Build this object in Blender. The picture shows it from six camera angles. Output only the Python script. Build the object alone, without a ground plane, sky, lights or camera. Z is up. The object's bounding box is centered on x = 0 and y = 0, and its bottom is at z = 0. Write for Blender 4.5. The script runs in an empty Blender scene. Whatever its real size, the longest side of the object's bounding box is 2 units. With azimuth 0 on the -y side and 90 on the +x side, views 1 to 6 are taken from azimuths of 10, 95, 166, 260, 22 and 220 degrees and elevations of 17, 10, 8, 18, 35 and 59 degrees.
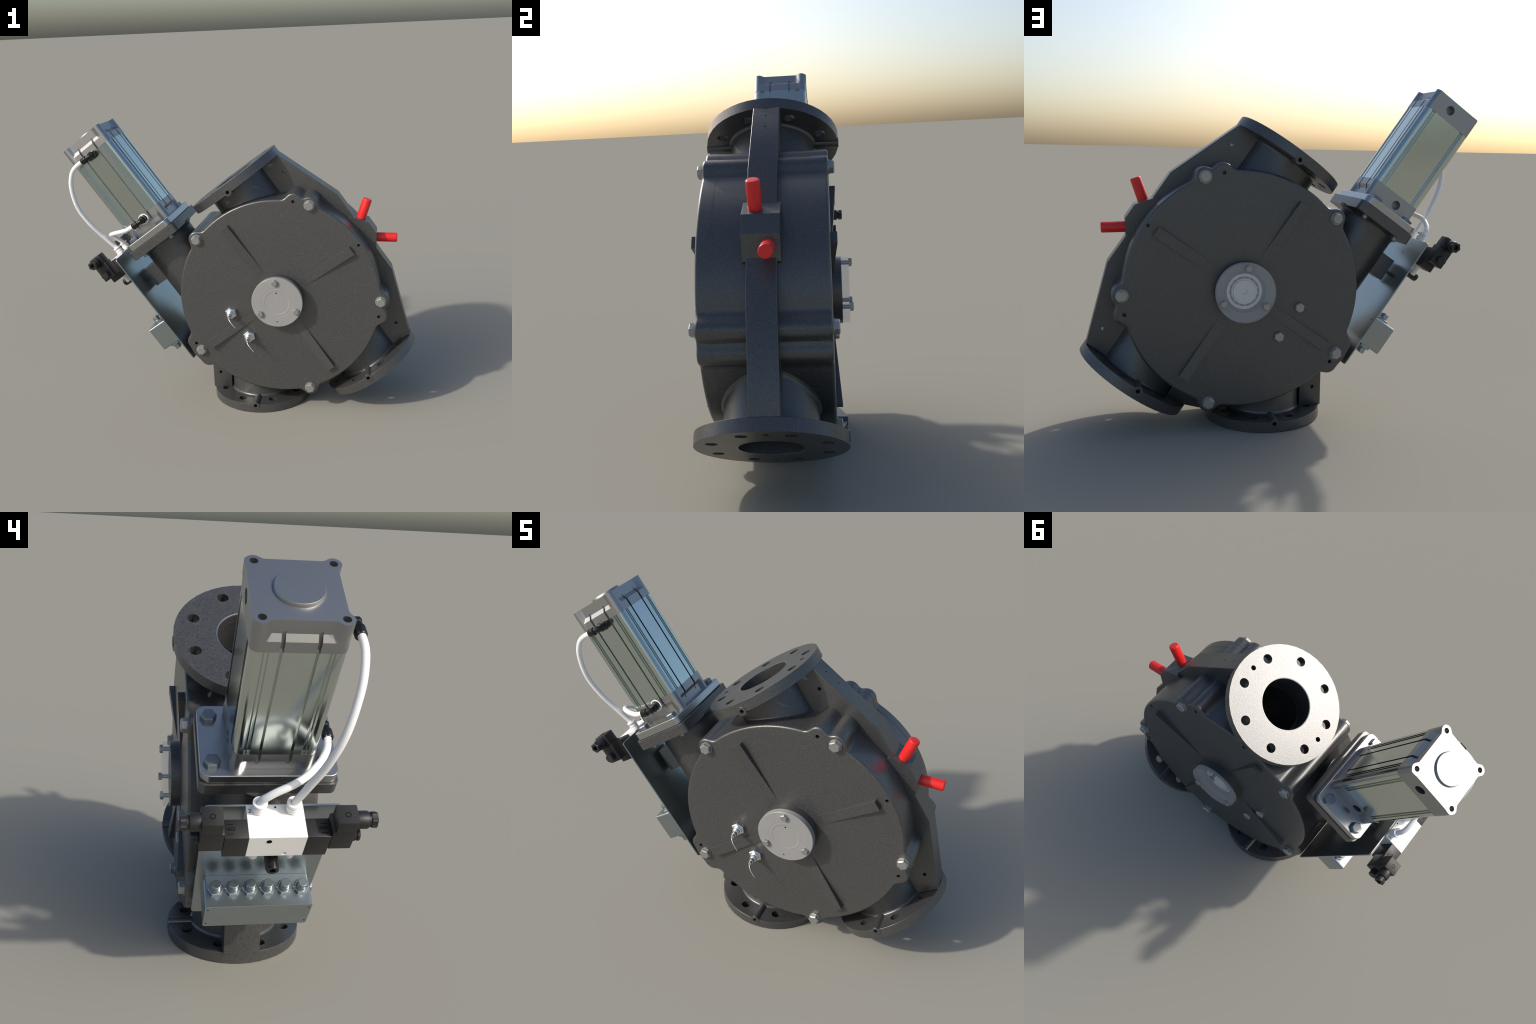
# Two-way diverter valve: cast drum housing with three flanged ports, pneumatic
# cylinder, solenoid pilot valve and junction box on a sheet bracket.
# Everything is described in a valve frame: X = across the through-pipe,
# Y = along the drum axis, Z = along the through-pipe; the whole valve stands
# on its branch flange, so that frame leans 35 degrees.
import bpy, bmesh, math
from mathutils import Matrix, Vector
from math import sin, cos, pi, radians, hypot, atan2, sqrt

TILT = 35.0
M = Matrix.Translation((0.238, 0.0165, 0.696)) @ Matrix.Rotation(radians(-TILT), 4, 'Y')

# ------------------------------------------------------------------ materials
def new_mat(name):
    m = bpy.data.materials.new(name); m.use_nodes = True
    nt = m.node_tree
    return m, nt, nt.nodes['Principled BSDF'], nt.nodes['Material Output']

def noise(nt, scale, detail=3, rough=0.6):
    tc = nt.nodes.new('ShaderNodeTexCoord'); n = nt.nodes.new('ShaderNodeTexNoise')
    n.inputs['Scale'].default_value = scale; n.inputs['Detail'].default_value = detail
    n.inputs['Roughness'].default_value = rough
    nt.links.new(tc.outputs['Object'], n.inputs['Vector'])
    return n

def ramp(nt, src, c0, c1, p0=0.3, p1=0.7):
    r = nt.nodes.new('ShaderNodeValToRGB')
    r.color_ramp.elements[0].position = p0; r.color_ramp.elements[1].position = p1
    r.color_ramp.elements[0].color = (*c0, 1); r.color_ramp.elements[1].color = (*c1, 1)
    nt.links.new(src, r.inputs['Fac']); return r

def solid(name, col, metallic=0.0, rough=0.4, var=0.06, scale=40, bump=0.0, bscale=200, spec=0.5):
    m, nt, bs, out = new_mat(name)
    n = noise(nt, scale)
    r = ramp(nt, n.outputs['Fac'], [c*(1-var) for c in col], [min(1, c*(1+var)) for c in col])
    nt.links.new(r.outputs['Color'], bs.inputs['Base Color'])
    bs.inputs['Metallic'].default_value = metallic
    bs.inputs['Roughness'].default_value = rough
    bs.inputs['Specular IOR Level'].default_value = spec
    if bump:
        nb = noise(nt, bscale, 2); b = nt.nodes.new('ShaderNodeBump')
        b.inputs['Strength'].default_value = bump; b.inputs['Distance'].default_value = 0.002
        nt.links.new(nb.outputs['Fac'], b.inputs['Height'])
        nt.links.new(b.outputs['Normal'], bs.inputs['Normal'])
    return m

CAST   = solid('painted_cast_iron', (0.0450, 0.0452, 0.0450), 0.0, 0.340, 0.66, 235, 0.22, 330, spec=1.0)
BORE   = solid('dark_bore', (0.085, 0.092, 0.092), 0.6, 0.24, 0.05, 60, spec=0.8)
STEEL  = solid('zinc_plated_steel', (0.34, 0.345, 0.328), 0.60, 0.30, 0.05, 30)
BOLTD  = solid('dull_bolt_steel', (0.22, 0.24, 0.26), 0.8, 0.40, 0.05, 60)
NICKEL = solid('nickel_plated_brass', (0.74, 0.75, 0.73), 1.0, 0.26, 0.03, 30)
ALU    = solid('anodised_aluminium_profile', (0.56, 0.61, 0.56), 1.0, 0.15, 0.02, 12)
CAPM   = solid('die_cast_aluminium', (0.375, 0.378, 0.38), 1.0, 0.42, 0.012, 50)
PLATE  = solid('machined_aluminium', (0.44, 0.445, 0.44), 0.95, 0.27, 0.03, 30)
SHEET  = solid('galvanised_sheet', (0.335, 0.378, 0.392), 0.92, 0.28, 0.03, 18)
RED    = solid('red_plastic', (0.78, 0.022, 0.020), 0.0, 0.38, 0.02, 20)
BLACK  = solid('black_plastic', (0.015, 0.015, 0.015), 0.0, 0.48, 0.1, 60, 0.05, 300)
GLOSSB = solid('glossy_black_plastic', (0.004, 0.004, 0.0045), 0.0, 0.25, 0.1, 40)
MARK   = solid('black_marking', (0.003, 0.003, 0.003), 0.0, 0.6, 0.1, 40, spec=0.1)
WHITE  = solid('white_enamel', (0.86, 0.855, 0.84), 0.0, 0.40, 0.02, 20)
HOSE   = solid('white_hose', (0.84, 0.845, 0.85), 0.0, 0.35, 0.02, 20)
BEAR   = solid('bearing_steel', (0.75, 0.76, 0.76), 0.5, 0.35, 0.03, 60)

def clear_plastic():
    m, nt, bs, out = new_mat('clear_acrylic')
    bs.inputs['Base Color'].default_value = (0.80, 0.80, 0.80, 1)
    bs.inputs['Roughness'].default_value = 0.15
    tr = nt.nodes.new('ShaderNodeBsdfTransparent')
    mx = nt.nodes.new('ShaderNodeMixShader'); mx.inputs['Fac'].default_value = 0.20
    nt.links.new(tr.outputs[0], mx.inputs[1]); nt.links.new(bs.outputs[0], mx.inputs[2])
    nt.links.new(mx.outputs[0], out.inputs['Surface'])
    return m
CLEAR = clear_plastic()

# ------------------------------------------------------------------ mesh tools
def finish(bm, name, mat, angle=32.0, merge=1e-5):
    if merge: bmesh.ops.remove_doubles(bm, verts=bm.verts, dist=merge)
    bmesh.ops.recalc_face_normals(bm, faces=bm.faces)
    for f in bm.faces: f.smooth = True
    for e in bm.edges:
        e.smooth = len(e.link_faces) == 2 and e.calc_face_angle(0) < radians(angle)
    me = bpy.data.meshes.new(name); bm.to_mesh(me); bm.free()
    me.materials.append(mat)
    return me

WORLD = {}
def place(name, me, mat4, parent, weighted=False):
    ob = bpy.data.objects.new(name, me)
    bpy.context.scene.collection.objects.link(ob)
    WORLD[ob] = mat4
    ob.parent = parent
    ob.matrix_basis = (WORLD[parent].inverted() @ mat4) if parent else mat4
    if weighted:
        w = ob.modifiers.new('weighted', 'WEIGHTED_NORMAL'); w.keep_sharp = True; w.weight = 90
    return ob

def circle(cx, cy, r, n=32, ph=0.0):
    return [(cx + r*cos(2*pi*i/n+ph), cy + r*sin(2*pi*i/n+ph)) for i in range(n)]

def inset(loop, d):
    """offset a counter-clockwise loop inwards by d"""
    if abs(d) < 1e-9: return list(loop)
    out = []; n = len(loop)
    for i in range(n):
        p, q, r = Vector(loop[i-1]), Vector(loop[i]), Vector(loop[(i+1) % n])
        e1, e2 = (q-p).normalized(), (r-q).normalized()
        n1, n2 = Vector((-e1.y, e1.x)), Vector((-e2.y, e2.x))
        s = n1+n2; k = max(0.35, 1+n1.dot(n2))
        v = q + s*(d/k); out.append((v.x, v.y))
    return out

def ccw(loop):
    a = sum(loop[i-1][0]*loop[i][1]-loop[i][0]*loop[i-1][1] for i in range(len(loop)))
    return list(loop) if a > 0 else list(reversed(loop))

def prism(name, mat, outer, layers, through=(), blind=(), angle=32.0):
    """outer: 2D loop; layers: (height, inset) bottom to top; through: 2D hole loops or
    (loop, chamfer); blind: (loop, 'top'|'bottom', depth)"""
    bm = bmesh.new(); outer = ccw(outer)
    def ring(lp, z): return [bm.verts.new((x, y, z)) for x, y in lp]
    def skin(a, b):
        n = len(a)
        for i in range(n):
            bm.faces.new((a[i-1], a[i], b[i], b[i-1]))
    rings = [ring(inset(outer, d), z) for z, d in layers]
    for a, b in zip(rings, rings[1:]): skin(a, b)
    bot, top = [rings[0]], [rings[-1]]
    z0, z1 = layers[0][0], layers[-1][0]
    for h in through:
        ch = 0.0
        if isinstance(h, tuple) and not isinstance(h[0], float) and isinstance(h[1], float): h, ch = h
        h = ccw(h)
        if ch:
            big = inset(h, -ch)
            rr = [ring(big, z0), ring(h, z0+ch), ring(h, z1-ch), ring(big, z1)]
        else: rr = [ring(h, z0), ring(h, z1)]
        for a, b in zip(rr, rr[1:]): skin(a, b)
        bot.append(rr[0]); top.append(rr[-1])
    for lp, side, dep in blind:
        lp = ccw(lp); z = z1 if side == 'top' else z0; zz = z - dep if side == 'top' else z + dep
        a, b = ring(lp, z), ring(lp, zz); skin(a, b); bm.faces.new(b)
        (top if side == 'top' else bot).append(a)
    for rs, nz in ((bot, -1), (top, 1)):
        if len(rs) == 1: bm.faces.new(rs[0]); continue
        es = []
        for r in rs:
            for i in range(len(r)): es.append(bm.edges.get((r[i-1], r[i])))
        bmesh.ops.triangle_fill(bm, use_beauty=True, use_dissolve=False, edges=es, normal=(0, 0, nz))
    return finish(bm, name, mat, angle)

def fillet(z0, z1, r0=0.0, r1=0.0, n=5):
    """layers of an extrusion with rounded lower (r0) and upper (r1) rims"""
    L = []
    if r0: L += [(z0 + r0*(1-sin(i*pi/2/n)), r0*(1-cos(i*pi/2/n))) for i in range(n, -1, -1)]
    else: L.append((z0, 0.0))
    if r1: L += [(z1 - r1*(1-sin(i*pi/2/n)), r1*(1-cos(i*pi/2/n))) for i in range(0, n+1)]
    else: L.append((z1, 0.0))
    return L

def lathe(name, mat, prof, n=48, close=False, angle=32.0):
    """revolve (r, z) about Z; poles are capped"""
    bm = bmesh.new(); rings = []
    for r, z in prof:
        if r < 1e-6: rings.append([bm.verts.new((0, 0, z))])
        else: rings.append([bm.verts.new((r*cos(2*pi*i/n), r*sin(2*pi*i/n), z)) for i in range(n)])
    pairs = list(zip(rings, rings[1:]))
    if close: pairs.append((rings[-1], rings[0]))
    for a, b in pairs:
        for i in range(n):
            if len(a) == 1 and len(b) == 1: continue
            if len(a) == 1: bm.faces.new((a[0], b[i], b[i-1]))
            elif len(b) == 1: bm.faces.new((a[i-1], a[i], b[0]))
            else: bm.faces.new((a[i-1], a[i], b[i], b[i-1]))
    return finish(bm, name, mat, angle)

def rod(name, mat, r, z0, z1, ch=0.0, n=32):
    return lathe(name, mat, [(0, z0), (r-ch, z0)] + ([(r, z0+ch), (r, z1-ch)] if ch else [(r, z0), (r, z1)]) + [(r-ch, z1), (0, z1)], n)

def box(name, mat, lo, hi, bev=0.003, seg=2):
    bm = bmesh.new(); bmesh.ops.create_cube(bm, size=1.0)
    for v in bm.verts:
        v.co = Vector([lo[i] + (v.co[i]+0.5)*(hi[i]-lo[i]) for i in range(3)])
    if bev: bmesh.ops.bevel(bm, geom=bm.edges[:], offset=bev, segments=seg, profile=0.5, affect='EDGES')
    return finish(bm, name, mat, 40)

def rrect(cx, cy, hx, hy, r, n=6):
    out = []
    for sx, sy, a0 in ((1, 1, 0), (-1, 1, 90), (-1, -1, 180), (1, -1, 270)):
        for i in range(n+1):
            a = radians(a0 + 90*i/n)
            out.append((cx + sx*(hx-r) + r*cos(a), cy + sy*(hy-r) + r*sin(a)))
    return out

def catmull(P, k=10):
    P = [Vector(p) for p in P]; P = [2*P[0]-P[1]] + P + [2*P[-1]-P[-2]]; out = []
    for i in range(1, len(P)-2):
        a, b, c, d = P[i-1:i+3]
        for j in range(k):
            t = j/k
            out.append(0.5*((2*b)+(c-a)*t+(2*a-5*b+4*c-d)*t*t+(3*b-a-3*c+d)*t**3))
    out.append(P[-2]); return out

def sweep(name, mat, pts, r, n=16):
    bm = bmesh.new(); rings = []; up = Vector((0.3, 0.9, 0.2))
    for i, p in enumerate(pts):
        t = (pts[min(i+1, len(pts)-1)] - pts[max(i-1, 0)]).normalized()
        up = (up - t*up.dot(t)).normalized(); s = t.cross(up)
        rings.append([bm.verts.new(p + r*(cos(2*pi*j/n)*up + sin(2*pi*j/n)*s)) for j in range(n)])
    for a, b in zip(rings, rings[1:]):
        for j in range(n): bm.faces.new((a[j-1], a[j], b[j], b[j-1]))
    bm.faces.new(rings[0]); bm.faces.new(rings[-1])
    return finish(bm, name, mat, 50)

def frame(origin, z, x):
    """matrix in the valve frame with given Z and X directions"""
    z = Vector(z).normalized(); x = Vector(x); x = (x - z*x.dot(z)).normalized(); y = z.cross(x)
    m = Matrix((x, y, z)).transposed().to_4x4(); m.translation = Vector(origin); return m
def at(origin, z=(0, 0, 1), x=(1, 0, 0)): return M @ frame(origin, z, x)

def smin(a, b, k):
    h = max(k-abs(a-b), 0.0)/k
    return min(a, b) - h*h*k*0.25
def polar(sdf, n, rmax):
    out = []
    for i in range(n):
        t = 2*pi*i/n; lo, hi = 0.0, rmax
        for _ in range(34):
            m = (lo+hi)/2
            if sdf(m*cos(t), m*sin(t)) < 0: lo = m
            else: hi = m
        out.append((lo*cos(t), lo*sin(t)))
    return out

# XZ outlines extruded along the drum axis: local (u, v, w) -> valve (X=u, Z=v, Y=-w)
FRONT = Matrix(((1, 0, 0, 0), (0, 0, -1, 0), (0, 1, 0, 0), (0, 0, 0, 1)))   # +w faces -Y
BACK  = Matrix(((-1, 0, 0, 0), (0, 0, 1, 0), (0, 1, 0, 0), (0, 0, 0, 1)))   # +w faces +Y, u mirrored

# ------------------------------------------------------------------ root
root = bpy.data.objects.new('diverter_valve', None)
bpy.context.scene.collection.objects.link(root)
WORLD[root] = Matrix.Identity(4)
root['label'] = 'dark cast iron diverter valve with pneumatic cylinder and three flanges'
root['category'] = 'industrial valve'

# ------------------------------------------------------------------ drum housing
R_DRUM, Y_FACE, Y_SEAM = 0.5685, 0.2475, 0.190
BOLT_R = 0.567
BOLTS = [(BOLT_R*cos(radians(a)), BOLT_R*sin(radians(a))) for a in (36, 108, 180, 252, 324)]
LUGS = [(x, z, 0.047) for x, z in BOLTS] + [(0.399, 0.400, 0.047), (0.399, -0.400, 0.047),
        ]
def drum_sdf(x, z):
    d = hypot(x, z) - R_DRUM
    for cx, cz, r in LUGS: d = smin(d, hypot(x-cx, z-cz)-r, 0.028)
    # flat pad towards the bracket: capsule between two corners
    d = smin(d, hypot(x+0.567, z-max(-0.064, min(0.057, z)))-0.050, 0.028)
    return d
outline = polar(drum_sdf, 420, 0.8)

mid_me = prism('housing', CAST, inset(outline, 0.0006), [(-Y_SEAM, 0), (Y_SEAM, 0)])
housing = place('housing', mid_me, M @ FRONT, root)

# three pipe ports: frames with Z pointing out of the port, X to the outer (ribbed) side
b = radians(TILT)
PORTS = [frame((0, 0, -0.0025), (0, 0, 1), (1, 0, 0)),
         frame((0, 0, -0.0025), (0, 0, -1), (1, 0, 0)),
         frame((0, 0, 0.0008), (-sin(b), 0, -cos(b)), (-cos(b), 0, sin(b)))]
OFF, FACE, BORE_R = 0.151, 0.696, 0.1255

# bore the passages through the housing
cut_me = rod('passage_cutter', BORE, BORE_R, 0.02, 0.9, 0, 96)
for k, P in enumerate(PORTS):
    c = place('passage_cutter', cut_me, M @ P @ Matrix.Translation((OFF, 0, -0.1 if k < 2 else 0.12)), root)
    c.hide_render = True
    md = housing.modifiers.new('bore', 'BOOLEAN'); md.operation = 'DIFFERENCE'; md.object = c; md.solver = 'EXACT'
bpy.context.view_layer.update()
dg = bpy.context.evaluated_depsgraph_get()
bored = bpy.data.meshes.new_from_object(housing.evaluated_get(dg))
housing.modifiers.clear()
for o in [o for o in bpy.data.objects if o.name.startswith('passage_cutter')]: bpy.data.objects.remove(o)
bm = bmesh.new(); bm.from_mesh(bored)
housing.data = finish(bm, 'housing', CAST, 32, 1e-6)
housing.data.materials.clear(); housing.data.materials.append(CAST); housing.data.materials.append(BORE)
for p in housing.data.polygons:
    # passage walls carry the grey-green bore colour
    c = p.center; inside = False
    for P in PORTS:
        q = (FRONT @ Vector(c)); l = P.inverted() @ q
        if hypot(l.x-OFF, l.y) < BORE_R+0.002 and l.z > -0.1: inside = True
    p.material_index = 1 if inside else 0

# side covers with rounded rim
def cover(side):
    f = FRONT if side < 0 else BACK
    s = 1 if side < 0 else -1
    lp = [(s*x, z) for x, z in outline]
    def h(x, z, r): return (circle(s*x, z, r, 20), 'top', 0.03)
    holes = [h(0.399, 0.400, 0.0095), h(0.399, -0.400, 0.0095), h(0.546, 0.0, 0.0085),
             h(-0.569, 0.049 if side < 0 else -0.051, 0.0095)]
    me = prism('side_cover', CAST, lp, fillet(Y_SEAM, Y_FACE, 0, 0.0115, 6), blind=holes)
    ob = place('side_cover', me, M @ f, housing, True)
    return ob
covers = [cover(-1), cover(1)]

# tapered stiffening wedges on the covers
def wedge_mesh():
    bm = bmesh.new(); w = 0.0245; r0, r1, h = 0.165, 0.503, 0.026
    v = [bm.verts.new(c) for c in ((r0, -w, -.004), (r1, -w, -.004), (r1, w, -.004), (r0, w, -.004),
         (r0, -w, 0), (r1, -w, h), (r1, w, h), (r0, w, 0))]
    for q in ((0, 1, 2, 3), (4, 5, 6, 7), (0, 1, 5, 4), (1, 2, 6, 5), (2, 3, 7, 6), (3, 0, 4, 7)):
        bm.faces.new([v[i] for i in q])
    return finish(bm, 'cover_rib', CAST, 20)
wm = wedge_mesh()
for s, cov in ((-1, covers[0]), (1, covers[1])):
    for a in (0, 90, 180, 270):
        place('cover_rib', wm, at((0, s*Y_FACE, 0), (0, s, 0), (cos(radians(a)), 0, sin(radians(a)))), cov)

# hexagon bolts
def hexbolt(name, mat, r, h, washer=0.0, wt=0.004):
    L = [(0, 0), (h-0.12*r, 0), (h, 0.12*r)]
    bm = bmesh.new()
    me = prism(name, mat, circle(0, 0, r, 6, pi/6), [(washer and wt, 0), (h-0.16*r, 0), (h, 0.14*r)], angle=20)
    if washer:
        b2 = bmesh.new(); b2.from_mesh(me); n = 28
        a = [[b2.verts.new((washer*cos(2*pi*i/n), washer*sin(2*pi*i/n), z)) for i in range(n)] for z in (0, wt)]
        for i in range(n): b2.faces.new((a[0][i-1], a[0][i], a[1][i], a[1][i-1]))
        b2.faces.new(a[0]); b2.faces.new(a[1])
        me = finish(b2, name, mat, 20)
    bm.free(); return me
cover_bolt = hexbolt('bolt', STEEL, 0.0280, 0.0245, 0.0305)
for s in (-1, 1):
    for i, (x, z) in enumerate(BOLTS):
        t = 0.4 + 1.3*i + (0.5 if s > 0 else 0)
        place('bolt', cover_bolt, at((x, s*Y_FACE, z), (0, s, 0), (cos(t), 0, sin(t))), housing)

# ------------------------------------------------------------------ ports
holes = []
for i in range(8):
    a = radians(22.5 + 45*i); holes.append(circle(0.2316*cos(a), 0.2316*sin(a), 0.0235, 24))
holes += [circle(0.2325, 0, 0.0125, 20), circle(-0.2325, 0, 0.0125, 20)]
flange_me = prism('flange', CAST, circle(0, 0, 0.294, 44), [(FACE-0.050, 0.0006), (FACE-0.0494, 0), (FACE-0.0006, 0), (FACE, 0.0006)],
                  through=holes + [(circle(0, 0, BORE_R, 72), 0.004)])
def drill(me, name, mat, cutters):
    """subtract round holes; cutters: (radius, length, matrix)"""
    ob = place('drill_tmp', me, Matrix.Identity(4), None); tmp = []
    for r, l, m4 in cutters:
        c = place('drill_tmp', rod('drill_tmp', mat, r, 0.0, l, 0, 28), m4, None); tmp.append(c)
        md = ob.modifiers.new('drill', 'BOOLEAN'); md.operation = 'DIFFERENCE'; md.object = c; md.solver = 'EXACT'
    bpy.context.view_layer.update()
    me2 = bpy.data.meshes.new_from_object(ob.evaluated_get(bpy.context.evaluated_depsgraph_get()))
    for o in [ob] + tmp: bpy.data.objects.remove(o)
    bm = bmesh.new(); bm.from_mesh(me2)
    return finish(bm, name, mat, 28, 1e-6)
flange_me = drill(flange_me, 'flange', CAST, [(0.0106, 0.08, frame((0, s*0.243, 0.654), (0, s, 0), (1, 0, 0))) for s in (-1, 1)])
ring_me = lathe('seal_lip', PLATE, [(BORE_R+0.0003, FACE-0.004), (BORE_R+0.0045, FACE+0.0006), (BORE_R+0.0003, FACE-0.0006)], 72, True)

NECK_R, FL = 0.184, 0.016
def neck_mesh():
    """pipe stub whose foot flares onto the round drum"""
    bm = bmesh.new(); n = 96; rows = []
    for i in range(n):
        t = 2*pi*i/n; ct, st = cos(t), sin(t); col = []
        def foot(r):      # height of the drum surface under radius r of this stub
            x = OFF + r*ct; return sqrt(max(0.0, (R_DRUM-0.002)**2 - x*x))
        zf = foot(NECK_R)
        col.append((BORE_R+0.002, FACE-0.045)); col.append((NECK_R+FL, FACE-0.045))
        top = FACE-0.049
        for j in range(0, 6):
            a = j*pi/10; col.append((NECK_R+FL*(1-sin(a)), top-FL*(1-cos(a))))
        z2 = min(zf+0.014, top-FL-0.002)
        for j in range(0, 6):
            a = j*pi/10; r = NECK_R+0.012*(1-cos(a)); col.append((r, min(z2, foot(r)+0.012*(1-sin(a)))-(0.003 if j == 5 else 0)))
        col.append((NECK_R, zf-0.10)); col.append((BORE_R+0.002, zf-0.10))
        rows.append([bm.verts.new((OFF+r*ct, r*st, z)) for r, z in col])
    m = len(rows[0])
    for i in range(n):
        a, c = rows[i-1], rows[i]
        for j in range(m): bm.faces.new((a[j], a[(j+1) % m], c[(j+1) % m], c[j]))
    return finish(bm, 'pipe_neck', CAST, 40, 0)
neck_me = neck_mesh()
boss_me = prism('flange_boss', CAST, circle(0, 0, 0.0225, 28), [(0.150, 0), (0.2950, 0), (0.2958, 0.0008)],
                blind=[(circle(0, 0, 0.0105, 18), 'top', 0.05)])
gusset_me = prism('gusset', CAST, ccw([(0.332, 0.33), (0.444, 0.33), (0.444, 0.6475), (0.332, 0.6475)]),
                  fillet(-0.076, 0.076, 0.0015, 0.0015, 2), through=[circle(0.400, 0.550, 0.0095, 20)])
for k, P in enumerate(PORTS):
    port = place('pipe_neck', neck_me, M @ P, root)
    place('flange', flange_me, M @ P @ Matrix.Translation((OFF, 0, 0)), port, True)
    place('seal_lip', ring_me, M @ P @ Matrix.Translation((OFF, 0, 0)), port)
    for s in (-1, 1):
        place('flange_boss', boss_me, M @ P @ frame((OFF, 0, 0.654), (0, s, 0), (1, 0, 0)), port)
    if k == 2: place('gusset', gusset_me, M @ P @ FRONT, port)

# long reinforcing rib along the through-pipe, with the lever stop block
rib_out = [(0.325, -0.6475), (0.4415, -0.6475), (0.582, -0.264), (0.582, 0.264), (0.4415, 0.6475), (0.325, 0.6475),
           (0.325, 0.46), (0.45, 0.30), (0.45, -0.30), (0.325, -0.46)]
rib_me = prism('reinforcing_rib', CAST, rib_out, fillet(-0.056, 0.056, 0.004, 0.004, 3),
               through=[circle(0.4165, z, 0.0095, 20) for z in (0.546, -0.546)])
rib = place('reinforcing_rib', rib_me, M @ FRONT, root, True)
pin = rod('pin_hole', MARK, 0.0036, 0, 0.0006, 0, 14)
rn = Vector((0.3835, 0, 0.1405)).normalized()
for t in (0.14, 0.33):
    p = Vector((0.4415, 0, 0.6475)).lerp(Vector((0.582, 0, 0.264)), t)
    place('pin_hole', pin, at(p, rn), rib)
web_me = prism('web', CAST, [(-0.031, -0.50), (-0.031, -0.643), (-0.043, -0.654), (-0.135, -0.652), (-0.213, -0.624),
               (-0.292, -0.582), (-0.343, -0.535), (-0.30, -0.44)], fillet(-0.058, 0.058, 0.006, 0.006, 3))
place('web', web_me, M @ FRONT, housing)
block_me = prism('stop_block', CAST, [(0.54, -0.1215), (0.574, -0.1215), (0.634, -0.040), (0.634, 0.040), (0.574, 0.1215), (0.54, 0.1215)],
                 fillet(-0.071, 0.071, 0.0015, 0.0015, 2))
block = place('stop_block', block_me, M @ FRONT, root, True)
lever_me = lathe('lever', RED, [(0, -0.01), (0.0265, -0.01), (0.0265, 0.108)] +
                 [(0.0265-0.007*(1-cos(i*pi/12)), 0.108+0.007*sin(i*pi/12)) for i in range(1, 7)] + [(0, 0.115)], 36)
place('lever', lever_me, at((0.6075, -0.022, 0.0765), (0.805, 0, 0.593)), block)
place('lever', lever_me, at((0.6075, 0.025, -0.0765), (0.805, 0, -0.593)), block)

# ------------------------------------------------------------------ shaft hubs with clear sight discs
HUB_R = 0.143
hub_me = prism('hub', CAST, circle(0, 0, HUB_R, 72), [(0.244, 0), (0.2865, 0)], through=[circle(0, 0, 0.100, 56)])
PALE = solid('pale_grey_plastic', (0.285, 0.281, 0.278), 0.0, 0.20, 0.02, 12)
cap_front = lathe('hub_cap', PALE, [(0.0, 0.2885), (HUB_R, 0.2885), (HUB_R, 0.316), (HUB_R-0.0025, 0.318), (0.0865, 0.318), (0.0830, 0.3173), (0.0800, 0.3178), (0.0700, 0.3178),
                  (0.0660, 0.3167), (0.0150, 0.3167), (0.0125, 0.3172), (0, 0.3172)], 72, angle=9)
disc_me = lathe('sight_disc', CLEAR, [(0, 0.288), (HUB_R, 0.288), (HUB_R, 0.316), (HUB_R-0.002, 0.318), (0, 0.318)], 72)
race_o = lathe('bearing_race', BEAR, [(0.085, 0.244), (0.085, 0.266), (0.072, 0.266), (0.070, 0.258), (0.070, 0.244)], 56)
race_i = lathe('bearing_race', BEAR, [(0.062, 0.244), (0.062, 0.266), (0.056, 0.266), (0.056, 0.244)], 56)
shaft_me = lathe('shaft_end', BEAR, [(0, 0.262), (0.012, 0.262), (0.014, 0.272), (0.054, 0.272), (0.055, 0.270), (0.055, 0.244)], 48)
ball_me = lathe('bearing_ball', STEEL, [(0.0075*sin(i*pi/8), 0.257-0.0075*cos(i*pi/8)) for i in range(9)], 14)
capb = hexbolt('bolt', STEEL, 0.0185, 0.0145)
shank = rod('bolt_shank', STEEL, 0.0095, 0.2866, 0.3185, 0, 18)
for s in (-1, 1):
    H = at((0, 0, 0), (0, s, 0))
    hub = place('hub', hub_me, H, root)
    if s < 0:      # front: plain end plate with a shallow ring behind the disc
        pass
    else:          # back: the shaft bearing shows
        place('bearing_race', race_o, H, hub); place('bearing_race', race_i, H, hub); place('shaft_end', shaft_me, H, hub)
        for i in range(14):
            a = 2*pi*i/14
            place('bearing_ball', ball_me, H @ Matrix.Translation((0.066*cos(a), 0.066*sin(a), 0)), hub)
    place('hub_cap' if s < 0 else 'sight_disc', cap_front if s < 0 else disc_me, H, hub)
    if s < 0:
        for x, z in ((0.030, 0.048), (-0.066, -0.091)): place('pin_hole', pin, at((x, -0.3176, z), (0, -1, 0)), hub)
    for a in (60, 180, 300):
        x, z = 0.117*cos(radians(a)), 0.117*sin(radians(a))
        place('bolt', capb, at((x, s*0.3182, z), (0, s, 0), (cos(a), 0, sin(a))), hub)
        place('bolt_shank', shank, at((x, 0, z), (0, s, 0)), hub)

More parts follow.
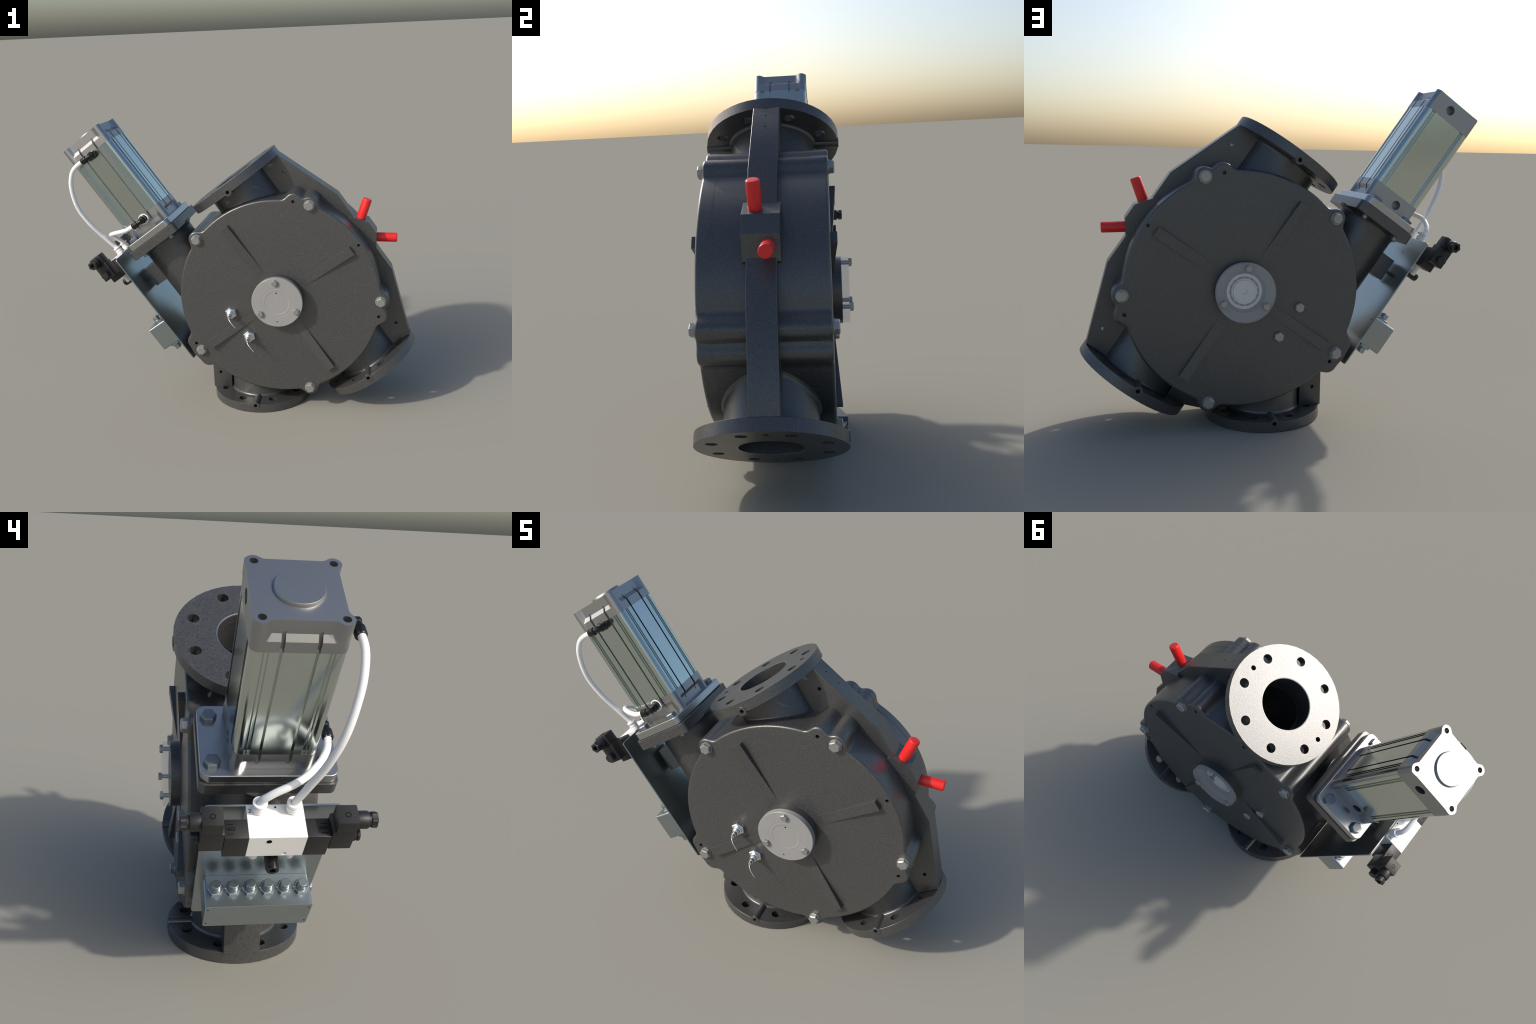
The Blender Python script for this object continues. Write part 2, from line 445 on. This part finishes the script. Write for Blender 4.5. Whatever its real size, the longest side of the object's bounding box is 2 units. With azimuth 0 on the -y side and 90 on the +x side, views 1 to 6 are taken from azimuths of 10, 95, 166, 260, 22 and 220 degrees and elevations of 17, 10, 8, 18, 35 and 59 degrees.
# proximity sensors in front, blanking bolts behind
nut_me = hexbolt('sensor_nut', NICKEL, 0.036, 0.022)
barrel = lathe('proximity_sensor', NICKEL, [(0, 0), (0.024, 0), (0.024, 0.028), (0.019, 0.032), (0.019, 0.040), (0.0165, 0.042),
               (0.0165, 0.047), (0.013, 0.049), (0.012, 0.066), (0.010, 0.067), (0.0105, 0.079), (0.008, 0.084), (0, 0.085)], 28)
for z in (0.084, -0.088):
    S = at((-0.277, -Y_FACE, z), (0, -1, 0), (cos(0.6), 0, sin(0.6)))
    sen = place('proximity_sensor', barrel, S, root)
    place('sensor_nut', nut_me, S, sen)
    wire = sweep('sensor_wire', NICKEL, [p for p in catmull([(-0.277, -0.322, z), (-0.2775, -0.338, z-0.004), (-0.277, -0.350, z-0.022),
                 (-0.274, -0.357, z-0.043), (-0.271, -0.361, z-0.064)], 6)], 0.0028, 8)
    place('sensor_wire', wire, M, sen)
plug_me = hexbolt('bolt', STEEL, 0.0255, 0.018, 0.0, 0)
for z in (0.084, -0.088):
    place('bolt', plug_me, at((-0.277, Y_FACE, z), (0, 1, 0), (cos(0.6), 0, sin(0.6))), covers[1])

# ------------------------------------------------------------------ actuator mount
AX = -0.402
an_me = lathe('actuator_neck', CAST, [(0, 0.075), (0.160, 0.075), (0.160, 0.615)] +
              [(0.160+0.02*(1-cos(i*pi/10)), 0.615+0.028*sin(i*pi/10)) for i in range(1, 6)] + [(0.180, 0.650), (0, 0.650)], 72)
bm = bmesh.new(); bm.from_mesh(an_me)
bmesh.ops.scale(bm, vec=(1.0, 0.925, 1.0), verts=bm.verts)      # the stub is slightly oval
an_me = finish(bm, 'actuator_neck', CAST, 40)
aneck = place('actuator_neck', an_me, at((AX, 0, 0)), root)
cp_me = prism('mount_flange', CAST, rrect(0.005, 0, 0.1640, 0.2365, 0.024), [(0.6435, 0.001), (0.6445, 0), (0.6945, 0), (0.6955, 0.001)])
place('mount_flange', cp_me, at((AX, 0, 0)), aneck, True)
place('bracket_pad', box('bracket_pad', CAST, (-0.628, -0.063, 0.439), (-0.50, 0.063, 0.563), 0.004, 2), M, aneck, True)
for z in (0.50,):
    place('spacer', rod('spacer', STEEL, 0.009, 0, 0.028, 0, 18), at((-0.627, 0, z), (-1, 0, 0), (0, 1, 0)), aneck)

# ------------------------------------------------------------------ pneumatic cylinder
def profile_outline():
    """extruded tube section: rounded square with corner channels and sensor slots"""
    h, rc = 0.1388, 0.027; out = []
    def edge(slots):
        """one side from u=-h+rc to h-rc, with (centre, width, depth) notches"""
        pts = []
        for c, w, d in sorted(slots):
            pts += [(c-w/2, 0), (c-w/2, d), (c+w/2, d), (c+w/2, 0)]
        return pts
    ch = [(-0.1005, 0.0075, 0.009), (-0.0885, 0.0095, 0.009), (0.0885, 0.0095, 0.009), (0.1005, 0.0075, 0.009)]
    sl = [(-0.051, 0.0090, 0.017), (0.051, 0.0090, 0.017)]
    #      +Y side (plain), -X side, -Y side, +X side, walked counter-clockwise from +X
    sides = [((1, 0), ch+sl), ((0, 1), ch), ((-1, 0), ch+sl), ((0, -1), ch+sl)]
    for (nx, ny), slots in sides:
        tx, ty = -ny, nx
        for u, d in edge(slots): out.append((nx*(h-d)+tx*u, ny*(h-d)+ty*u))
        c0 = atan2(ny, nx)
        cx, cy = (nx+tx)*(h-rc), (ny+ty)*(h-rc)
        for i in range(9):
            a = c0 + i*pi/16; out.append((cx+rc*cos(a), cy+rc*sin(a)))
    return out
C = at((AX+0.002, 0, 0))
tube = place('pneumatic_cylinder', prism('pneumatic_cylinder', ALU, profile_outline(), [(0.8318, 0), (1.2802, 0)], angle=25), C, root)

def cap_sections():
    hw, cc, cr = 0.1390, 0.1145, 0.0245
    def full(x, y):
        dx, dy = abs(x)-(hw-cr), abs(y)-(hw-cr)
        return hypot(max(dx, 0), max(dy, 0)) + min(max(dx, dy), 0) - cr
    def waisted(x, y, hr):
        ylim = hw if y > 0 else hr
        d = max(abs(x)-hr, abs(y)-ylim)
        for sx in (-1, 1):
            for sy in (-1, 1): d = smin(d, hypot(x-sx*cc, y-sy*cc)-cr, 0.010)
        if y > 0: d = min(d, max(abs(x)-0.115, y-hw))
        return d
    return polar(full, 288, 0.3), polar(lambda x, y: waisted(x, y, 0.1245), 288, 0.3)
sec_full, sec_waist = cap_sections()
def cap_mesh(name):
    """end cap: full square foot, sloped ledge, waisted top with four screw lugs"""
    bm = bmesh.new(); n = len(sec_full)
    secs = [(sec_full, 0.0), (sec_full, 0.039), (sec_waist, 0.057), (sec_waist, 0.104)]
    rings = [[bm.verts.new((x, y, z)) for x, y in s] for s, z in secs]
    for a, c in zip(rings, rings[1:]):
        for i in range(n): bm.faces.new((a[i-1], a[i], c[i], c[i-1]))
    bm.faces.new(rings[0])
    loops = [rings[-1]]
    for sx in (-1, 1):
        for sy in (-1, 1):
            h0 = [bm.verts.new((x, y, 0.104)) for x, y in circle(sx*0.1145, sy*0.1145, 0.0125, 22)]
            h1 = [bm.verts.new((x, y, 0.070)) for x, y in circle(sx*0.1145, sy*0.1145, 0.0105, 22)]
            for i in range(22): bm.faces.new((h0[i-1], h0[i], h1[i], h1[i-1]))
            bm.faces.new(h1); loops.append(h0)
    es = [bm.edges.get((r[i-1], r[i])) for r in loops for i in range(len(r))]
    bmesh.ops.triangle_fill(bm, use_beauty=True, use_dissolve=False, edges=es, normal=(0, 0, 1))
    return finish(bm, name, CAPM, 28)
cap_me = cap_mesh('cylinder_cap')
def bore_port(me_src, px, pz):
    """cut the threaded air port into the plain +Y face of a cap"""
    ob = place('cap_tmp', me_src.copy(), Matrix.Identity(4), None)
    ct = place('port_tmp', rod('port_tmp', CAPM, 0.0235, 0.0, 0.2, 0, 32), frame((px, 0.095, pz), (0, 1, 0), (1, 0, 0)), None)
    sg = 1 if pz > 0 else -1; z0, z1 = sorted((-0.02*sg, 0.066*sg)); cutters = [ct]
    for u in (-0.051, 0.051):      # the tube's sensor slots run on over the foot of the cap
        for lo, hi in (((u-0.006, -0.2, z0), (u+0.006, -0.1215, z1)), ((-0.2, u-0.006, z0), (-0.1215, u+0.006, z1)), ((0.1215, u-0.006, z0), (0.2, u+0.006, z1))):
            cutters.append(place('slot_tmp', box('slot_tmp', CAPM, lo, hi, 0), Matrix.Identity(4), None))
    for c in cutters:
        md = ob.modifiers.new('port', 'BOOLEAN'); md.operation = 'DIFFERENCE'; md.object = c; md.solver = 'EXACT'
    bpy.context.view_layer.update()
    me = bpy.data.meshes.new_from_object(ob.evaluated_get(bpy.context.evaluated_depsgraph_get()))
    for o in [ob] + cutters: bpy.data.objects.remove(o)
    bm = bmesh.new(); bm.from_mesh(me); r = finish(bm, 'cylinder_cap', CAPM, 28, 1e-6)
    return r
head = place('cylinder_cap', bore_port(cap_me, 0.024, 0.053), C @ Matrix.Translation((0, 0, 1.2805)), tube, True)
flip = C @ Matrix.Translation((0, 0, 0.8315)) @ Matrix.Diagonal((1, 1, -1, 1))
bm = bmesh.new(); bm.from_mesh(cap_me); bmesh.ops.scale(bm, vec=(1, 1, -0.94), verts=bm.verts)
base_me = finish(bm, 'cylinder_cap', CAPM, 28)
place('cylinder_cap', bore_port(base_me, -0.026, -0.048), C @ Matrix.Translation((0, 0, 0.8315)), tube, True)
dome = lathe('cap_boss', CAPM, [(0, 1.380), (0.0755, 1.380), (0.0755, 1.3845), (0.0735, 1.392), (0.0705, 1.3955), (0, 1.3955)], 64)
place('cap_boss', dome, C, tube, True)

plate_me = prism('mounting_plate', PLATE, rrect(0, 0, 0.153, 0.232, 0.032, 7), fillet(0.6962, 0.735, 0.004, 0.004, 3))
mplate = place('mounting_plate', plate_me, at((AX, 0, 0)), tube, True)
pb = hexbolt('bolt', BOLTD, 0.029, 0.021)
stud = rod('bolt_end', STEEL, 0.013, 0.626, 0.645, 0.002, 18)
for sx in (-1, 1):
    for sy in (-1, 1):
        place('bolt', pb, at((AX+sx*0.0975, sy*0.193, 0.735)), mplate)
        place('bolt_end', stud, at((AX+sx*0.0975, sy*0.193, 0)), mplate)

# push-in elbow fittings and hoses
fit_body = lathe('elbow_fitting', GLOSSB, [(0, 0), (0.024, 0), (0.024, 0.012), (0.0205, 0.014), (0.0205, 0.022), (0.022, 0.024), (0.022, 0.040),
                 (0.017, 0.046), (0.017, 0.066), (0.013, 0.072), (0, 0.073)], 28)
fit_arm = lathe('fitting_collar', GLOSSB, [(0, 0), (0.0145, 0), (0.0145, 0.026), (0.0195, 0.030), (0.0195, 0.060), (0.017, 0.064), (0, 0.064)], 28)
for z, col in ((1.268, GLOSSB), (0.807, GLOSSB)):
    f = place('elbow_fitting', fit_body, at((-0.395, -0.130, z), (0, -1, 0)), tube)
    place('fitting_collar', fit_arm, at((-0.392, -0.190, z), (-1, -0.03, 0.03), (0, 1, 0)), tube)
ringw = lathe('fitting_ring', WHITE, [(0.025, 0.1345), (0.031, 0.1345), (0.031, 0.141), (0.025, 0.141)], 28, True)
place('fitting_ring', ringw, at((-0.395, 0, 0.807), (0, -1, 0)), tube)
hose1 = [(-0.440, -0.193, 1.270), (-0.500, -0.194, 1.270), (-0.545, -0.190, 1.257), (-0.590, -0.183, 1.222), (-0.626, -0.172, 1.177), (-0.655, -0.160, 1.127),
         (-0.674, -0.148, 1.082), (-0.686, -0.133, 1.028), (-0.692, -0.112, 0.955), (-0.692, -0.086, 0.880), (-0.687, -0.066, 0.810), (-0.682, -0.057, 0.770), (-0.680, -0.056, 0.735)]
hose2 = [(-0.440, -0.192, 0.810), (-0.500, -0.180, 0.814), (-0.556, -0.152, 0.828), (-0.600, -0.120, 0.840), (-0.635, -0.088, 0.846), (-0.660, -0.055, 0.847),
         (-0.673, -0.024, 0.839), (-0.680, 0.010, 0.823), (-0.684, 0.036, 0.803), (-0.682, 0.051, 0.780), (-0.679, 0.054, 0.735)]
for h in (hose1, hose2):
    place('air_hose', sweep('air_hose', HOSE, catmull(h, 8), 0.0128, 20), M, root)

# ------------------------------------------------------------------ sheet bracket, junction box
SH = -0.652
# local (u, v, w) -> valve (Y=u, Z=v, X=-w): +w faces the -X side
SIDE = Matrix(((0, 0, -1, 0), (-1, 0, 0, 0), (0, 1, 0, 0), (0, 0, 0, 1)))
sheet_me = prism('bracket_plate', SHEET, rrect(0, 0.3475, 0.224, 0.3705, 0.014, 5), [(-SH, 0.001), (-SH+0.001, 0), (-SH+0.006, 0), (-SH+0.007, 0.001)],
                 through=[circle(y, z, 0.0042, 12) for y in (-0.186, 0.186) for z in (0.240, 0.136)] + [circle(-0.025, 0.629, 0.0045, 12), circle(0.032, 0.702, 0.0045, 12)])
sheet = place('bracket_plate', sheet_me, M @ SIDE, root)

box_me = prism('junction_box', SHEET, rrect(0, 0.188, 0.196, 0.0765, 0.010, 5), [(0.6595, 0), (0.785, 0), (0.7865, 0.0015)],
               blind=[(circle(y, z, 0.0042, 12), 'top', 0.012) for y in (-0.185, 0.185) for z in (0.241, 0.136)])
jbox = place('junction_box', box_me, M @ SIDE, root, True)
gland_me = prism('cable_gland', SHEET, circle(0, 0, 0.031, 6, 0.0), [(0, 0), (0.010, 0), (0.0125, 0.003)], angle=20)
g2 = bmesh.new(); g2.from_mesh(gland_me)
def add_lathe(bmx, prof, n=26):
    rings = [[bmx.verts.new((r*cos(2*pi*i/n), r*sin(2*pi*i/n), z)) for i in range(n)] for r, z in prof]
    for a, c in zip(rings, rings[1:]):
        for i in range(n): bmx.faces.new((a[i-1], a[i], c[i], c[i-1]))
    bmx.faces.new(rings[-1])
add_lathe(g2, [(0.0205, 0.008), (0.0200, 0.018), (0.0185, 0.021), (0.0185, 0.038), (0.0175, 0.041), (0.0155, 0.0425)])
gland_me = finish(g2, 'cable_gland', SHEET, 24)
for i in range(6):
    y = -0.003 + 0.063*(i-2.5)
    place('cable_gland', gland_me, at((-0.7165, y, 0.2645), (0, 0, 1), (0, 1, 0)), jbox)
    place('cable_gland', gland_me, at((-0.7165, y, 0.1115), (0, 0, -1), (0, 1, 0)), jbox)

# ------------------------------------------------------------------ solenoid pilot valve
vb_me = prism('valve_body', WHITE, ccw([(-0.093, 0.612), (0.093, 0.612), (0.093, 0.723), (-0.093, 0.723)]),
              [(0.6595, 0), (0.7812, 0), (0.782, 0.0008)],
              blind=[(circle(-0.027, 0.700, 0.0075, 18), 'top', 0.05), (circle(0.032, 0.626, 0.0075, 18), 'top', 0.03)])
vbody = place('valve_body', vb_me, M @ SIDE, root)
place('port_shadow_disc', rod('port_shadow_disc', MARK, 0.0088, 0.0, 0.0015, 0, 20), at((-0.7815, 0.027, 0.700), (-1, 0, 0), (0, 1, 0)), vbody)  # black disc at the mouth draws the deep hole's shadow
place('pin_hole', rod('pin_hole', MARK, 0.0035, 0, 0.0006, 0, 12), at((-0.668, -0.001, 0.723)), vbody)
cu = bpy.data.curves.new('port_number', 'FONT'); cu.body = '2'; cu.size = 0.020; cu.extrude = 0.0004; cu.align_x = 'CENTER'
tob = bpy.data.objects.new('port_tmp', cu); bpy.context.scene.collection.objects.link(tob); bpy.context.view_layer.update()
tm = bpy.data.meshes.new_from_object(tob.evaluated_get(bpy.context.evaluated_depsgraph_get())); bpy.data.objects.remove(tob)
tm.materials.clear(); tm.materials.append(MARK)
place('port_number', tm, at((-0.688, 0.083, 0.7232), (0, 0, 1), (0, -1, 0)), vbody)

collar = lathe('hose_connector', WHITE, [(0.0125, 0.046), (0.0235, 0.046), (0.0245, 0.044), (0.0245, 0.038), (0.0195, 0.035), (0.0195, 0.028), (0.0225, 0.026),
               (0.0225, 0.018), (0.0205, 0.016), (0.0225, 0.013), (0.0225, 0.006), (0.019, 0.004), (0.019, -0.004)], 28)
for y in (-0.056, 0.054): place('hose_connector', collar, at((-0.680, y, 0.723)), vbody)
muff = lathe('exhaust_muffler', WHITE, [(0.0155, 0.004), (0.0155, -0.046), (0.012, -0.052), (0, -0.054)], 24)
for y in (-0.060, 0.061): place('exhaust_muffler', muff, at((-0.752, y, 0.612)), vbody)
place('supply_stem', rod('supply_stem', GLOSSB, 0.015, -0.06, 0.004, 0, 20), at((-0.730, 0, 0.612)), vbody)
sup = lathe('supply_fitting', GLOSSB, [(0, 0), (0.016, 0), (0.018, 0.010), (0.018, 0.034), (0.0235, 0.042), (0.0235, 0.088), (0.0205, 0.098), (0.011, 0.098), (0.010, 0.06), (0, 0.06)], 28)
place('supply_fitting', sup, at((-0.713, 0, 0.565), (-1, 0, 0), (0, 1, 0)), vbody)

for s in (-1, 1):
    coil = place('solenoid_coil', box('solenoid_coil', BLACK, (-0.782, 0.0925, 0.612), (-0.712, 0.170, 0.7228), 0.002, 2),
                 M @ Matrix.Diagonal((1, s, 1, 1)) if s > 0 else M @ Matrix.Rotation(0, 4, 'X') , vbody) if s > 0 else \
           place('solenoid_coil', box('solenoid_coil', BLACK, (-0.782, -0.170, 0.612), (-0.712, -0.0925, 0.7228), 0.002, 2), M, vbody)
    def yb(n, m, x0, y0, z0, x1, y1, z1, bev=0.003):
        lo, hi = (x0, min(s*y0, s*y1), z0), (x1, max(s*y0, s*y1), z1)
        return place(n, box(n, m, lo, hi, bev, 2), M, coil.parent)
    yb('coil_housing', BLACK, -0.7825, 0.1705, 0.648, -0.706, 0.246, 0.7445, 0.004)
    # angled plug on top of the coil housing
    prof = [(-0.7835, 0.7455), (-0.7835, 0.801), (-0.716, 0.801), (-0.712, 0.797), (-0.710, 0.7455)]
    pm = prism('connector_plug', BLACK, prof, fillet(0.178, 0.245, 0.003, 0.003, 2))
    F = FRONT if s < 0 else Matrix(((1, 0, 0, 0), (0, 0, 1, 0), (0, 1, 0, 0), (0, 0, 0, 1)))
    if s > 0:
        pm2 = bmesh.new(); pm2.from_mesh(pm)
        for v in pm2.verts: v.co = Vector((v.co.x, v.co.z, v.co.y))
        pm = finish(pm2, 'connector_plug', BLACK); F = Matrix.Identity(4)
    plug = place('connector_plug', pm, M @ F, vbody)
    sleeve = lathe('cable_sleeve', BLACK, [(0, 0.240), (0.028, 0.240), (0.029, 0.246), (0.029, 0.276), (0.027, 0.281), (0.022, 0.282), (0.022, 0.290), (0, 0.290)], 32)
    place('cable_sleeve', sleeve, at((-0.751, 0, 0.771), (0, s, 0)), vbody)
    gear = []
    for i in range(36):
        a = 2*pi*i/36; r = 0.0265 if (i//3) % 2 == 0 else 0.0235
        gear.append((r*cos(a), r*sin(a)))
    gn = prism('gland_nut', BLACK, gear, [(0.288, 0.002), (0.290, 0), (0.307, 0), (0.3095, 0.003)], blind=[(circle(0, 0, 0.0125, 20), 'top', 0.018)], angle=20)
    place('gland_nut', gn, at((-0.751, 0, 0.771), (0, s, 0)), vbody)
    kn = lathe('coil_nut', BLACK, [(0, 0.243), (0.020, 0.243), (0.020, 0.248), (0.0225, 0.250), (0.0225, 0.258), (0.019, 0.259), (0.019, 0.264), (0.022, 0.265), (0.022, 0.272), (0.020, 0.274), (0, 0.274)], 30)
    place('coil_nut', kn, at((-0.748, 0, 0.682), (0, s, 0)), vbody)
    # slotted screw ring on the plug, switch symbol on the coil
    place('plug_screw', lathe('plug_screw', MARK, [(0.0075, 0.8008), (0.0095, 0.8008), (0.0095, 0.8018), (0.0075, 0.8018)], 24, True), at((-0.751, s*0.211, 0)), vbody)
    def mark(x, y, hx, hy):
        lo = (x-hx, s*y-hy, 0.7226); hi = (x+hx, s*y+hy, 0.7234)
        place('coil_symbol', box('coil_symbol', MARK, lo, hi, 0), M, vbody)
    mark(-0.731, 0.150, 0.0008, 0.010); mark(-0.766, 0.150, 0.0008, 0.010)
    mark(-0.7435, 0.1455, 0.0008, 0.0095); mark(-0.752, 0.1455, 0.0008, 0.0095)
    mark(-0.7478, 0.1365, 0.005, 0.0012); mark(-0.7478, 0.1545, 0.005, 0.0010)
    mark(-0.7478, 0.160, 0.0009, 0.0055); mark(-0.7478, 0.146, 0.0008, 0.004)
